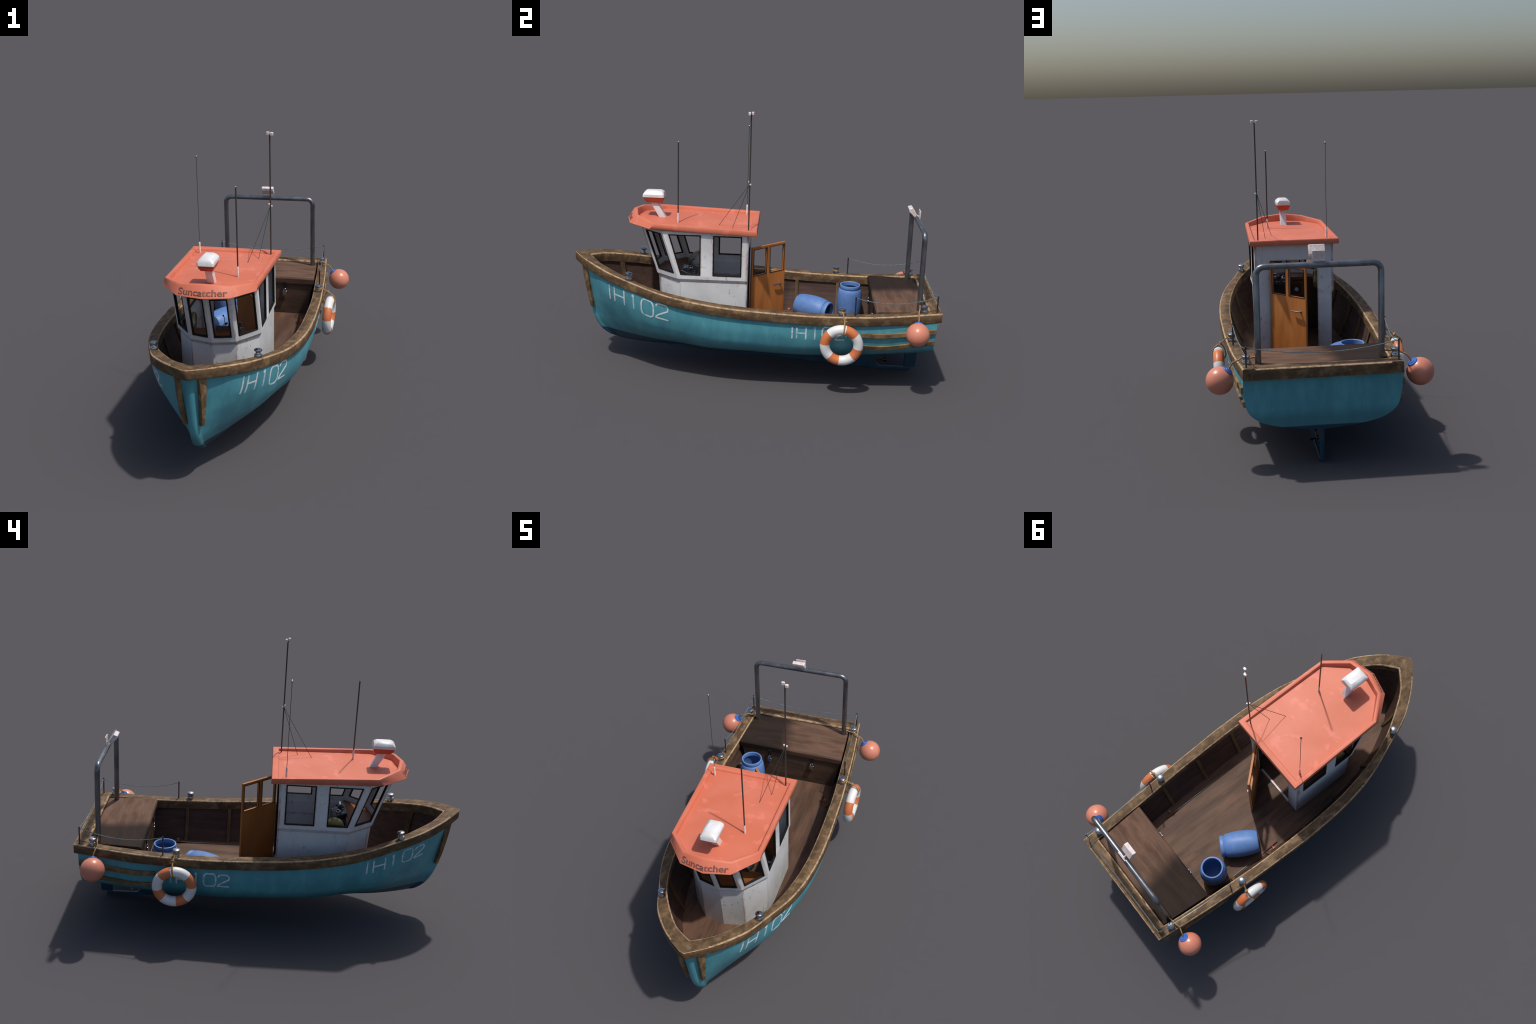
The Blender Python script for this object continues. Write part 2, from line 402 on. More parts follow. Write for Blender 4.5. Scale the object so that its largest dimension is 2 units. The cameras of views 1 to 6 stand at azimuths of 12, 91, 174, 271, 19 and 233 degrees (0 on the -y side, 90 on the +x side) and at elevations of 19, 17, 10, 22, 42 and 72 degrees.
def hull_mesh():
    ys = list(np.linspace(-.9615, -.86, 34)) + list(np.linspace(-.85, .968, 90))
    rows = []
    for yy in ys:
        zb, zt = bot_z(yy), hull_top(yy)
        col = []
        for j in range(41):
            zz = zb + (zt - zb) * (j / 40) ** 1.25
            h = hull_half(yy, zz) if j else 0.0
            # transom rakes a little: top further aft
            ya = yy + max(0, (yy - .80) / .168) * (zz - .28) * 0.06
            col.append((h, ya, zz))
        rows.append([(CX + h, a, b) for h, a, b in reversed(col)] + [(CX - h, a, b) for h, a, b in col[1:]])
    v, f = loft(rows)
    n = len(rows[0])
    last = (len(rows) - 1) * n
    for j in range(n // 2):                     # transom, in strips
        f.append((last + j, last + j + 1, last + n - 2 - j, last + n - 1 - j) if j < n // 2 - 1 else (last + j, last + j + 1, last + j + 2))
    return v, f
hv, hf = hull_mesh()
me = mesh_of("hull", hv, hf)
bm = bmesh.new(); bm.from_mesh(me)
bmesh.ops.remove_doubles(bm, verts=bm.verts, dist=1e-5)
bmesh.ops.recalc_face_normals(bm, faces=bm.faces)
bm.to_mesh(me); bm.free()
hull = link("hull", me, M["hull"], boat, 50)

def extrude_x(poly, x0, x1):
    n = len(poly)
    v = [(x0, a, b) for a, b in poly] + [(x1, a, b) for a, b in poly]
    f = [tuple(range(n)), tuple(range(2 * n - 1, n - 1, -1))] + [(i, (i + 1) % n, n + (i + 1) % n, n + i) for i in range(n)]
    return v, f
keel_poly = [(-.49, .118), (-.488, .091), (-.216, .072), (.10, .050), (.565, .014), (.711, .003), (.898, .0), (.898, .018),
             (.728, .020), (.709, .040), (.708, .175), (.30, .135), (.0, .120)]
bevel(link("keel", mesh_of("keel", *extrude_x(keel_poly, CX - .010, CX + .010)), M["navy"], boat, 30), 0.003)
bevel(link("rudder", mesh_of("rudder", *extrude_x([(.869, .020), (.929, .020), (.946, .200), (.868, .200)], CX - .006, CX + .006)), M["navy"], boat, 30), 0.003)
tube("rudder_stock", [(CX, .872, .012), (CX, .872, .19)], .006, M["navy"], boat)
prop = tube("propeller_shaft", [(CX, .70, .066), (CX, .768, .056)], .007, M["prop"], boat)
def blade_geo(a):
    rows = []
    for s in np.linspace(0, 1, 9):
        rr = .006 + .030 * s; w = .004 + .022 * math.sin(math.pi * min(1, .15 + .85 * s)) ** .7 * (1 if s < .98 else .5)
        tw = math.radians(60 - 35 * s); row = []
        for u, tk in ((-1, 0), (0, .0016), (1, 0), (0, -.0016)):
            t, ax = u * w / 2 * math.cos(tw), u * w / 2 * math.sin(tw) + tk
            row.append(Vector((CX + rr * math.cos(a) - t * math.sin(a), .757 + ax, .058 + rr * math.sin(a) + t * math.cos(a))))
        rows.append(row)
    return loft(rows, True, True, True)
link("propeller", mesh_of("propeller", *join_geo(*[blade_geo(math.radians(x)) for x in (100, 220, 340)],
     lathe_geo([(0, -.014), (.008, -.010), (.009, .006), (.005, .014), (0, .016)], 16, (0, 1, 0), (CX, .757, .058)))), M["prop"], boat, 40)

# ------------------------------------------------------------------ gunwale
def arc_param(fh, y0, y1, n, bow_dense=True):
    ys = np.linspace(0, 1, 600) ** 1.6 * (y1 - y0) + y0
    pts = np.array([(fh(v), v) for v in ys]); s = np.r_[0, np.cumsum(np.hypot(*np.diff(pts, axis=0).T))]
    u = np.linspace(0, 1, n) ** 1.15 * s[-1]
    return [(np.interp(t, s, pts[:, 0]), np.interp(t, s, pts[:, 1])) for t in u]
NG = 90
po, pi_ = arc_param(outer_h, -.998, .997, NG), arc_param(inner_h, -.909, .997, NG)
def gunwale_ring(o, i, sgn):
    """cross-section of the beam: rounded rectangle from outer to inner edge"""
    (ho, yo), (hi, yi) = o, i
    zo, zi = gun_z(yo), gun_z(yi)
    j = mnoise.noise(Vector((ho * 9 * sgn, yo * 9, 0))) * .0016
    j2 = mnoise.noise(Vector((ho * 22 * sgn, yo * 22, 4))) * .0016
    def P(u, w):   # u across 0..1 (outer..inner), w depth
        return (CX + sgn * (ho + (hi - ho) * u), yo + (yi - yo) * u, zo + (zi - zo) * u - w)
    b = .105 + j * 14
    return [P(0 + j2, .0060), P(.030, .0026 + j * .4), P(b, .0), P(.5, -.0006 + j2), P(1 - b, j * .6), P(.970, .0026), P(1 + j2, .0060),
            P(1, GT * .5), P(.99, GT), P(.5, GT), P(.03, GT + j), P(0, GT - .003 + j), P(0, GT * .5)]
rows = [gunwale_ring(po[k], pi_[k], 1) for k in range(NG - 1, -1, -1)] + [gunwale_ring(po[k], pi_[k], -1) for k in range(1, NG)]
link("gunwale", mesh_of("gunwale", *loft(rows, True, True, True)), M["gunwale"], boat, 60)
# stern beam between the two side beams
rows = []
for k in range(41):
    xx = CX - .2985 + .597 * k / 40
    j = mnoise.noise(Vector((xx * 12, 3, 0))) * .0018; q = mnoise.noise(Vector((xx * 30, 7, 0))) * .0012
    z0, ya, yb = .469, .9975, .932
    rows.append([(xx, ya + q, z0 - .0055), (xx, ya - .0020, z0 - .0026 + j * .4), (xx, ya - .006, z0), (xx, ya - .0115, z0), (xx, ya - .013, z0 - .0035), (xx, ya - .0145, z0), (xx, ya - .022, z0 + q), (xx, (ya + yb) / 2, z0 + q), (xx, yb + .008, z0 - .001), (xx, yb + .002, z0 - .004 + j),
                 (xx, yb, z0 - .01), (xx, yb, z0 - GT - .02), (xx, ya, z0 - GT), (xx, ya, z0 - GT * .5)])
link("stern_beam", mesh_of("stern_beam", *loft(rows, True, True, True)), M["gunwale_stern"], boat, 60)

# ------------------------------------------------------------ deck & bulwark
deck_h = pchip([-.845, -.73, -.486, -.24, .0, .246, .486, .93], [.030, .122, .228, .272, .288, .280, .270, .235])
deck_z = pchip([-.845, -.5, .0, .2, .93], [.280, .256, .230, .222, .222])
dys = np.linspace(-.845, .93, 60)
rows = [[(CX + deck_h(v) * u * 1.01, v, deck_z(v)) for u in np.linspace(-1, 1, 13)] for v in dys]
link("deck", mesh_of("deck", *loft(rows)), M["deck"], boat)
def wall_top(v):
    """inside face of the bulwark where it meets the gunwale"""
    yt = v if v > -.6 else v - (-.6 - v) / .245 * .060
    return max(inner_h(yt) + .014, .004), yt, gun_z(yt) - .042
def bulwark_pt(v, t):
    h, yt, zt = wall_top(v)
    a = (deck_h(v), v, deck_z(v) - .004)
    bow = math.sin(t * math.pi) * .010
    return a[0] + (h - a[0]) * t + bow, a[1] + (yt - a[1]) * t, a[2] + (zt - a[2]) * t
for sgn in (1, -1):
    rows = [[(CX + sgn * p[0], p[1], p[2]) for p in (bulwark_pt(v, t) for t in np.linspace(0, 1, 9))] for v in dys[::-1]]
    rows.append([(CX, -.848 - .06 * t, .276 + (.574 - .276) * t) for t in np.linspace(0, 1, 9)])
    o = link("bulwark_planking", mesh_of("bulwark_planking", *loft(rows)), M["bulwark"], boat)
# ribs (frames) against the planking
for v in (.486, .243, .0, -.243, -.486, -.735):
    for sgn in (1, -1):
        rows = []
        for t in np.linspace(.0, 1.0, 9):
            ring = []
            for dv, dh in ((-.010, .004), (-.010, -.011), (.010, -.011), (.010, .004)):
                p = bulwark_pt(v + dv, t)
                ring.append((CX + sgn * (p[0] + dh), p[1], p[2]))
            rows.append(ring)
        bevel(link("rib", mesh_of("rib", *loft(rows, True, True, True)), M["rib"], boat, 30), .002)

# --------------------------------------------------- rubbing strakes on hull
def strake(sgn, yz, width, proud, name):
    rows = []
    zc = pchip([p[0] for p in yz], [p[1] for p in yz])
    for v in np.linspace(yz[0][0], yz[-1][0], 30):
        zz = zc(v); h0, h1 = hull_half(v, zz + width / 2), hull_half(v, zz - width / 2)
        j = mnoise.noise(Vector((v * 25, zz * 9, sgn))) * .0012
        rows.append([(CX + sgn * (h0 - .006), v, zz + width / 2), (CX + sgn * (h0 + proud + j), v, zz + width / 2),
                     (CX + sgn * (h1 + proud + j), v, zz - width / 2 + j), (CX + sgn * (h1 - .006), v, zz - width / 2)])
    bevel(link(name, mesh_of(name, *loft(rows, True, True, True)), M["strip"], boat, 30), .0025)
for sgn in (1, -1):
    strake(sgn, [(.580, .3435), (.676, .339), (.80, .350), (.972, .371)], .026, .011, "rubbing_strake")
    strake(sgn, [(.590, .272), (.676, .266), (.80, .279), (.968, .306)], .026, .011, "rubbing_strake")
# bow strips either side of the stem
for sgn in (1, -1):
    rows = []
    for t in np.linspace(0, 1, 13):
        zz = .592 + (.320 - .592) * t
        hc = .057 - .016 * t + .006 * math.sin(math.pi * t)
        yc = -.936 + .033 * t - .004 * math.sin(math.pi * t)
        a = np.array([.58, .81]); nrm = np.array([.81, -.58])
        w = (.042 - .025 * max(0, t - .1) / .9) / 2
        ring = []
        for u, q in ((-w, -.016), (-w, .0055), (w, .0055), (w, -.016)):
            p = np.array([hc, yc]) + a * u + nrm * q
            ring.append((CX + sgn * p[0], p[1], zz))
        rows.append(ring)
    bevel(link("bow_fender_strip", mesh_of("bow_fender_strip", *loft(rows, True, True, True)), M["strip"], boat, 30), .003)

# ------------------------------------------------------- registration letters
GLYPH = {  # pen strokes in a 1 x 1 box, y up
    "I": [[(.5, 0), (.5, 1)]],
    "H": [[(0, 0), (0, 1)], [(1, 0), (1, 1)], [(0, .5), (1, .5)]],
    "1": [[(.25, .86), (.55, 1), (.55, 0)]],
    "0": [[(.0, .3), (.0, .7), (.06, .88), (.2, 1), (.8, 1), (.94, .88), (1, .7), (1, .3), (.94, .12), (.8, 0), (.2, 0), (.06, .12), (.0, .3)]],
    "2": [[(.04, .80), (.12, .95), (.28, 1), (.75, 1), (.93, .92), (1, .77), (.93, .60), (.72, .50), (.2, .22), (.03, .06), (0, 0), (1, 0)]],
}
def letters(sgn, spec, pen):
    """spec: list of (glyph, y0, y1, z_bottom0, z_top0, z_bottom1, z_top1); y0 is the reader's left"""
    for g, y0, y1, b0, t0, b1, t1 in spec:
        geos = []
        for stroke in GLYPH[g]:
            pts = []
            for (u0, w0), (u1, w1) in zip(stroke, stroke[1:]):
                for s in np.linspace(0, 1, 10)[:-1]:
                    pts.append((u0 + (u1 - u0) * s, w0 + (w1 - w0) * s))
            pts.append(stroke[-1])
            yz = np.array([(y0 + (y1 - y0) * u, (b0 + (b1 - b0) * u) * (1 - w) + (t0 + (t1 - t0) * u) * w) for u, w in pts])
            tan = np.gradient(yz, axis=0); tan /= np.linalg.norm(tan, axis=1)[:, None] + 1e-9
            nor = np.stack([-tan[:, 1], tan[:, 0]], 1) * pen / 2
            rows = []
            for p, q in zip(yz, nor):
                ring = []
                for a, d in ((p + q, -.002), (p + q * .9, .0012), (p - q * .9, .0012), (p - q, -.002)):
                    ring.append((CX + sgn * (hull_half(a[0], a[1]) + d), a[0], a[1]))
                rows.append(ring)
            geos.append(loft(rows, True, True, True))
        link("registration_character", mesh_of("registration_character", *join_geo(*geos)), M["letter"], boat, 30)

BOW_R = [("I", -.779, -.767, .420, .512, .419, .510), ("H", -.744, -.687, .413, .505, .402, .493), ("1", -.648, -.620, .395, .482, .392, .479),
         ("0", -.588, -.520, .377, .470, .364, .457), ("2", -.508, -.438, .372, .457, .361, .447)]
AFT_R = [("I", .212, .224, .313, .378, .313, .378), ("H", .242, .290, .313, .378, .310, .378), ("1", .325, .347, .310, .382, .310, .382),
         ("0", .375, .425, .312, .382, .312, .382), ("2", .442, .491, .312, .380, .313, .380)]
AFT_L = [("I", .506, .494, .292, .352, .292, .352), ("H", .470, .420, .292, .352, .292, .352), ("1", .383, .360, .292, .366, .292, .366),
         ("0", .331, .269, .291, .365, .292, .366), ("2", .259, .200, .293, .363, .293, .363)]
BOW_L = [("I", -.491, -.503, .376, .452, .377, .453), ("H", -.530, -.590, .379, .453, .389, .463), ("1", -.620, -.645, .402, .472, .405, .476),
         ("0", -.682, -.736, .410, .488, .422, .499), ("2", -.747, -.797, .427, .494, .442, .509)]
letters(1, BOW_R, .0088); letters(1, AFT_R, .0085); letters(-1, AFT_L, .0085); letters(-1, BOW_L, .0085)

# -------------------------------------------------------------- wheelhouse
house = empty("wheelhouse", boat)
#   plan rings: rear corner, shoulder, front quarter, centre (half-breadth, y)
def plan(z, r, s, q, c): return z, [r, s, q, c]
RINGS = [plan(.222, (.1965, -.031), (.1965, -.388), (.1085, -.493), (0, -.514)),
         plan(.540, (.1995, -.031), (.1995, -.392), (.1085, -.511), (0, -.537)),
         plan(.560, (.2090, -.031), (.2095, -.404), (.1110, -.528), (0, -.556)),
         plan(.574, (.2090, -.031), (.2095, -.406), (.1110, -.531), (0, -.558)),
         plan(.822, (.2090, -.029), (.2095, -.486), (.1110, -.611), (0, -.638))]
DOOR_R, DOOR_L = .1295, -.119          # doorway edges in x
def ring_path(z, pts, inset=0.0):
    p = [(CX - h, v) for h, v in pts] + [(CX + h, v) for h, v in reversed(pts[:-1])]
    if inset:
        P = [Vector((a, b)) for a, b in p]; out = []
        for i in range(len(P)):
            d0 = (P[i] - P[i - 1]).normalized()
            d1 = (P[(i + 1) % len(P)] - P[i]).normalized()
            n0, n1 = Vector((-d0.y, d0.x)), Vector((-d1.y, d1.x))
            m = (n0 + n1).normalized()
            out.append(P[i] + m * inset / max(m.dot(n0), .3))
        p = [(a.x, a.y) for a in out]
    return [(a, b, z) for a, b in p]
T = .008
outer = [ring_path(z, p) for z, p in RINGS]
sgn_in = 1 if (Vector(ring_path(*RINGS[3], T)[3]) - Vector((CX, -.3, .57))).length < (Vector(outer[3][3]) - Vector((CX, -.3, .57))).length else -1
inner = [ring_path(z, p, T * sgn_in) for z, p in RINGS]
n = len(outer[0]); R = len(outer)
V = [p for r in outer for p in r] + [p for r in inner for p in r]; F = []; off = n * R
for j in range(n):
    q = (j + 1) % n
    for i in range(R - 1):
        a, b, c_, d = i * n + j, i * n + q, (i + 1) * n + q, (i + 1) * n + j
        F += [(a, b, c_, d), (off + a, off + d, off + c_, off + b)]
    for i in (0, R - 1):
        F.append((i * n + j, i * n + q, off + i * n + q, off + i * n + j))
walls = link("wheelhouse_wall", mesh_of("wheelhouse_wall", V, F), M["white"], house, 20)

def lerp(a, b, t): return Vector(a) + (Vector(b) - Vector(a)) * t
Z_WIN0, Z_WIN1 = .582, .804
def facet_pt(i, j, u, z):
    """point on the upper wall between ring vertices i and j (index along the path)"""
    t = (z - .574) / (.822 - .574)
    return lerp(lerp(outer[3][i], outer[4][i], t), lerp(outer[3][j], outer[4][j], t), u)
# path indices: 0 rear -x, 1 shoulder -x, 2 quarter -x, 3 centre, 4 quarter +x, 5 shoulder +x, 6 rear +x
WIN = []
for sgn in (1, -1):
    xw = CX + sgn * .2092
    WIN.append([Vector((xw, -.217, Z_WIN0)), Vector((xw, -.065, Z_WIN0)), Vector((xw, -.065, Z_WIN1)), Vector((xw, -.217, Z_WIN1))])
    WIN.append([Vector((xw, -.389, Z_WIN0)), Vector((xw, -.283, Z_WIN0)), Vector((xw, -.283, Z_WIN1)), Vector((xw, -.455, Z_WIN1))])
for i, j, u0, u1 in ((1, 2, .13, .86), (2, 3, .15, .86), (3, 4, .14, .85), (4, 5, .14, .87)):
    WIN.append([facet_pt(i, j, u0, Z_WIN0 + .004), facet_pt(i, j, u1, Z_WIN0 + .004), facet_pt(i, j, u1, Z_WIN1), facet_pt(i, j, u0, Z_WIN1)])
cut_geo = []
def quad_frame(q):
    c = sum(q, Vector()) / 4
    nrm = (q[1] - q[0]).cross(q[3] - q[0]).normalized()
    if nrm.dot(c - Vector((CX, -.25, c.z))) < 0: nrm = -nrm
    return c, nrm
for q in WIN:
    c, nrm = quad_frame(q)
    v = [p + nrm * .03 for p in q] + [p - nrm * .04 for p in q]
    cut_geo.append((v, [(0, 1, 2, 3), (7, 6, 5, 4), (0, 4, 5, 1), (1, 5, 6, 2), (2, 6, 7, 3), (3, 7, 4, 0)]))
cut_geo.append(box_geo(((DOOR_R + DOOR_L) / 2, -.035, .45), (DOOR_R - DOOR_L, .06, 2 * (.7265 - .45))))
cutter = link("window_cutter", mesh_of("window_cutter", *join_geo(*cut_geo)), None, None, None)
bo = walls.modifiers.new("windows", "BOOLEAN"); bo.object, bo.operation, bo.solver = cutter, "DIFFERENCE", "EXACT"
apply_mods(walls)
bpy.data.objects.remove(cutter)
bevel(walls, .0025, 2, 30)
# rubber window frames
for q in WIN:
    c, nrm = quad_frame(q)
    def inset_quad(d):
        out = []
        for i in range(4):
            e0, e1 = (q[i] - q[i - 1]).normalized(), (q[(i + 1) % 4] - q[i]).normalized()
            b = (e1 - e0); s = max(abs(e0.cross(e1).length), .3)
            out.append(q[i] + b * d / s)
        return out
    o_, i_ = inset_quad(-.0005), inset_quad(.0058)
    rows = [[p + nrm * .0016 for p in o_], [p + nrm * .0016 for p in i_], [p - nrm * (T + .002) for p in i_], [p - nrm * (T + .002) for p in o_]]
    fo = link("window_frame", mesh_of("window_frame", *loft(rows, True, close_rows=True)), M["black"], house, 30)
    bevel(fo, .0016, 2, 30)
# lintel over the doorway and metal sill
box("door_frame_trim", (DOOR_R - .003, -.032, .477), (.006, .018, .498), M["black"], house)
box("door_sill", ((DOOR_R + DOOR_L) / 2, -.034, .233), (DOOR_R - DOOR_L, .012, .014), M["fitting"], house, bev=.002)
# inner shelf on the -x wall and ceiling
box("inner_ledge", (CX - .190, -.155, .470), (.012, .22, .008), M["white"], house, bev=.001)
box("inner_ledge", (CX + .190, -.155, .470), (.012, .22, .008), M["white"], house, bev=.001)

# ---- roof: fascia, raised rim, sunken top
def roof_ring(spec):
    """spec: rear, shoulder, quarter, centre as (half, y, z)"""
    r, s, q, c = spec
    half = [r, lerp(r, s, .5), s, lerp(s, q, .5), q, lerp(q, c, .5), c]
    return [(CX + h, v, z) for h, v, z in half] + [(CX - h, v, z) for h, v, z in reversed(half[:-1])]
RR = [
    [(.200, -.018, .812), (.190, -.515, .822), (.105, -.625, .826), (0, -.650, .828)],       # under
    [(.2310, .0125, .8135), (.2185, -.551, .829), (.1215, -.671, .8325), (0, -.7005, .8345)],   # fascia foot
    [(.2330, .0145, .8165), (.2205, -.5525, .832), (.1225, -.673, .8355), (0, -.7025, .8375)],
    [(.2330, .0135, .837), (.2220, -.530, .857), (.1185, -.645, .876), (0, -.6705, .8865)],
    [(.2305, .0110, .8415), (.2190, -.5265, .8625), (.117, -.640, .8805), (0, -.664, .8915)],    # rim crest
    [(.2200, .0005, .8435), (.2110, -.5240, .8645), (.113, -.634, .8815), (0, -.657, .8925)],
    [(.2080, -.0145, .8415), (.2040, -.5215, .8625), (.109, -.629, .879), (0, -.6505, .889)],
    [(.2045, -.0195, .8375), (.2015, -.5195, .857), (.1075, -.626, .872), (0, -.647, .881)],
    [(.2025, -.0220, .8295), (.1995, -.5175, .8425), (.106, -.623, .8475), (0, -.644, .850)],    # foot of the rim
]
rows = [roof_ring(r) for r in RR]
# floor of the roof, gently cambered
for s in (.96, .80, .60, .40, .20):
    ring = []
    for (a, b, z) in rows[8]:
        ring.append((CX + (a - CX) * s, -.27 + (b + .27) * s, z * s + .8405 * (1 - s) + (1 - s) * .003))
    rows.append(ring)
v, f = loft(rows, True, True, True)
roof = link("roof", mesh_of("roof", v, f), M["roof"], house, 38)

# painted name on the front fascia, wrapped from facet to facet
cu = bpy.data.curves.new("boat_name", "FONT"); cu.body = "Suncatcher"; cu.size = 1.0; cu.offset = .023; cu.extrude = 0.0
tmp = bpy.data.objects.new("boat_name", cu); COL.objects.link(tmp)
dg = bpy.context.evaluated_depsgraph_get()
tm = bpy.data.meshes.new_from_object(tmp.evaluated_get(dg)); bpy.data.objects.remove(tmp)
bm = bmesh.new(); bm.from_mesh(tm)
bmesh.ops.triangulate(bm, faces=bm.faces)
bmesh.ops.subdivide_edges(bm, edges=[e for e in bm.edges if e.calc_length() > .12], cuts=3)
bmesh.ops.triangulate(bm, faces=bm.faces)
xs = [v.co.x for v in bm.verts]; x0, x1 = min(xs), max(xs)
foot = [Vector(p) for p in ((CX - .2205, -.5525, .832), (CX - .1225, -.673, .8355), (CX, -.7025, .8375), (CX + .1225, -.673, .8355), (CX + .2205, -.5525, .832))]
crest = [Vector(p) for p in ((CX - .2220, -.530, .857), (CX - .1185, -.645, .876), (CX, -.6705, .8865), (CX + .1185, -.645, .876), (CX + .2220, -.530, .857))]
cum = [0.0]
for a, b in zip(foot, foot[1:]): cum.append(cum[-1] + (b - a).length)
S0, S1 = cum[1] + .006, cum[3] - .010
H = .037 / .72
for v in bm.verts:
    s = S0 + (v.co.x - x0) / (x1 - x0) * (S1 - S0)
    i = max(i for i in range(4) if cum[i] <= s + 1e-9); t = (s - cum[i]) / (cum[i + 1] - cum[i])
    A, B = foot[i].lerp(foot[i + 1], t), crest[i].lerp(crest[i + 1], t)
    up = (B - A); w = .18 + v.co.y * .030 / .70 / up.length
    nn = (foot[i + 1] - foot[i]).cross(up).normalized()
    if nn.y > 0: nn = -nn
    v.co = A + up * w + nn * .0005
bm.to_mesh(tm); bm.free()
nm = link("painted_name", tm, None, house, None); nm.data.materials.clear(); nm.data.materials.append(M["name"])
so = nm.modifiers.new("thick", "SOLIDIFY"); so.thickness = .0006; so.offset = 0

# ---- radar
radar = empty("radar", boat)
def rect_loft(levels):
    rows = []
    for z, hx, y0, y1, ch in levels:
        c = ch
        rows.append([(CX + a, b, z) for a, b in ((-hx + c, y0), (hx - c, y0), (hx, y0 + c), (hx, y1 - c), (hx - c, y1), (-hx + c, y1), (-hx, y1 - c), (-hx, y0 + c))])
    return loft(rows, True, True, True)
bevel(link("radar_base", mesh_of("radar_base", *rect_loft([(.929, .029, -.596, -.512, .004), (.947, .036, -.611, -.505, .004), (.9580, .038, -.614, -.5025, .004)])), M["radar_red"], radar, 30), .002)
bevel(link("radar_dome", mesh_of("radar_dome", *rect_loft([(.9585, .0400, -.6185, -.5005, .005), (.974, .0395, -.6165, -.502, .006), (.985, .033, -.609, -.506, .008), (.9935, .021, -.598, -.516, .008)])), M["radar_white"], radar, 28), .0015)
rows = [[(CX + .002 + a, b, z) for a, b in ((-.017, y0), (.017, y0), (.017, y1), (-.017, y1))] for z, y0, y1 in ((.835, -.525, -.488), (.931, -.579, -.542))]
bevel(link("radar_leg", mesh_of("radar_leg", *loft(rows, True, True, True)), M["radar_white"], radar, 30), .0015)

# ---- masts and whips on the roof
tube("mast", [(.191, -.033, .828), (.192, -.033, 1.10), (.193, -.034, 1.448)], .0036, M["mast"], house, 10)
for dx, dy, z in ((-.011, .008, 1.450), (.011, -.008, 1.451)):
    box("mast_lamp", (.193 + dx, -.034 + dy, z), (.016, .012, .017), M["fitting"], house, bev=.0025)
box("mast_lamp", (.186, -.037, 1.096), (.008, .008, .010), M["fitting"], house, bev=.002)
box("mast_lamp", (.197, -.029, 1.084), (.009, .009, .009), M["fitting"], house, bev=.002)
tube("mast_stay", [(.191, -.033, 1.086), (.105, -.197, .835)], .0013, M["mast"], house, 6)
tube("mast_stay", [(.191, -.033, 1.086), (.145, -.122, .832)], .0013, M["mast"], house, 6)
for bx, by, bz, hz, tz, rr, ball in ((-.175, -.060, .828, .886, 1.333, .0014, True), (.107, -.416, .838, .895, 1.277, .0036, False)):
    lathe("antenna_socket", [(.0052, 0), (.0052, .012), (.0045, hz - bz), (.002, hz - bz + .003)], M["fitting"], house, 12, None, (bx, by, bz))
    tube("whip_antenna", [(bx, by, hz), (bx, by, tz)], rr, M["mast"], house, 8)
    if ball:
        lathe("antenna_tip", [(0, -.007), (.004, -.006), (.0058, 0), (.0045, .004), (.002, .006), (.002, .010), (0, .011)], M["chrome"], house, 14, None, (bx, by, tz))
    else:
        lathe("antenna_tip", [(.0034, -.003), (.0042, 0), (.003, .004), (0, .006)], M["chrome"], house, 12, None, (bx, by, tz))

# ---- door, standing ajar
HX, HY = .1295, -.014
D = (Vector((-.034, .163)) - Vector((HX, HY))); DW = D.length; D.normalize()
DN = Vector((-D.y, D.x))
if DN.x < 0: DN = -DN
def dp(u, w, z): q = Vector((HX, HY)) + D * u + DN * w; return Vector((q.x, q.y, z))
def slab(u0, u1, z0, z1, w0=-.006, w1=.006):
    v = [dp(u, w, z) for u in (u0, u1) for w in (w0, w1) for z in (z0, z1)]
    return v, [(0, 1, 3, 2), (4, 6, 7, 5), (0, 4, 5, 1), (2, 3, 7, 6), (0, 2, 6, 4), (1, 5, 7, 3)]
door = empty("door", boat)
leaf = link("door_leaf", mesh_of("door_leaf", *slab(0, DW, .228, .7235)), M["door"], door, 30)
DWIN = [(.012, .1035, .563, .709), (.1285, DW - .011, .563, .709)]
cutter = link("c", mesh_of("c", *join_geo(*[slab(*w, -.03, .03) for w in DWIN])), None, None, None)
bo = leaf.modifiers.new("b", "BOOLEAN"); bo.object, bo.operation, bo.solver = cutter, "DIFFERENCE", "EXACT"
apply_mods(leaf); bpy.data.objects.remove(cutter)
bevel(leaf, .0012, 2, 30)
for u0, u1, z0, z1 in DWIN:
    a = .0022
    o_ = [(u0 - a, z0 - a), (u1 + a, z0 - a), (u1 + a, z1 + a), (u0 - a, z1 + a)]
    i_ = [(u0 + a, z0 + a), (u1 - a, z0 + a), (u1 - a, z1 - a), (u0 + a, z1 - a)]
    i_ = [(u0 + .0006, z0 + .0006), (u1 - .0006, z0 + .0006), (u1 - .0006, z1 - .0006), (u0 + .0006, z1 - .0006)]
    for w0, w1 in ((.0055, .0072), (-.0072, -.0055)):
        rows = [[dp(u, w, z) for u, z in p] for p, w in ((o_, w1), (i_, w1), (i_, w0), (o_, w0))]
        link("door_window_trim", mesh_of("door_window_trim", *loft(rows, True, close_rows=True)), M["black"], door, 30)
hu = .205
lathe("door_handle_rose", [(.006, 0), (.006, .003), (.0035, .004), (.0035, .016), (0, .017)], M["chrome"], door, 16, (DN.x, DN.y, 0), dp(hu, .0055, .489))
tube("door_handle", [dp(hu + .004, .018, .489), dp(hu - .02, .019, .4885), dp(hu - .052, .017, .488)], .0040, M["chrome"], door, 10)

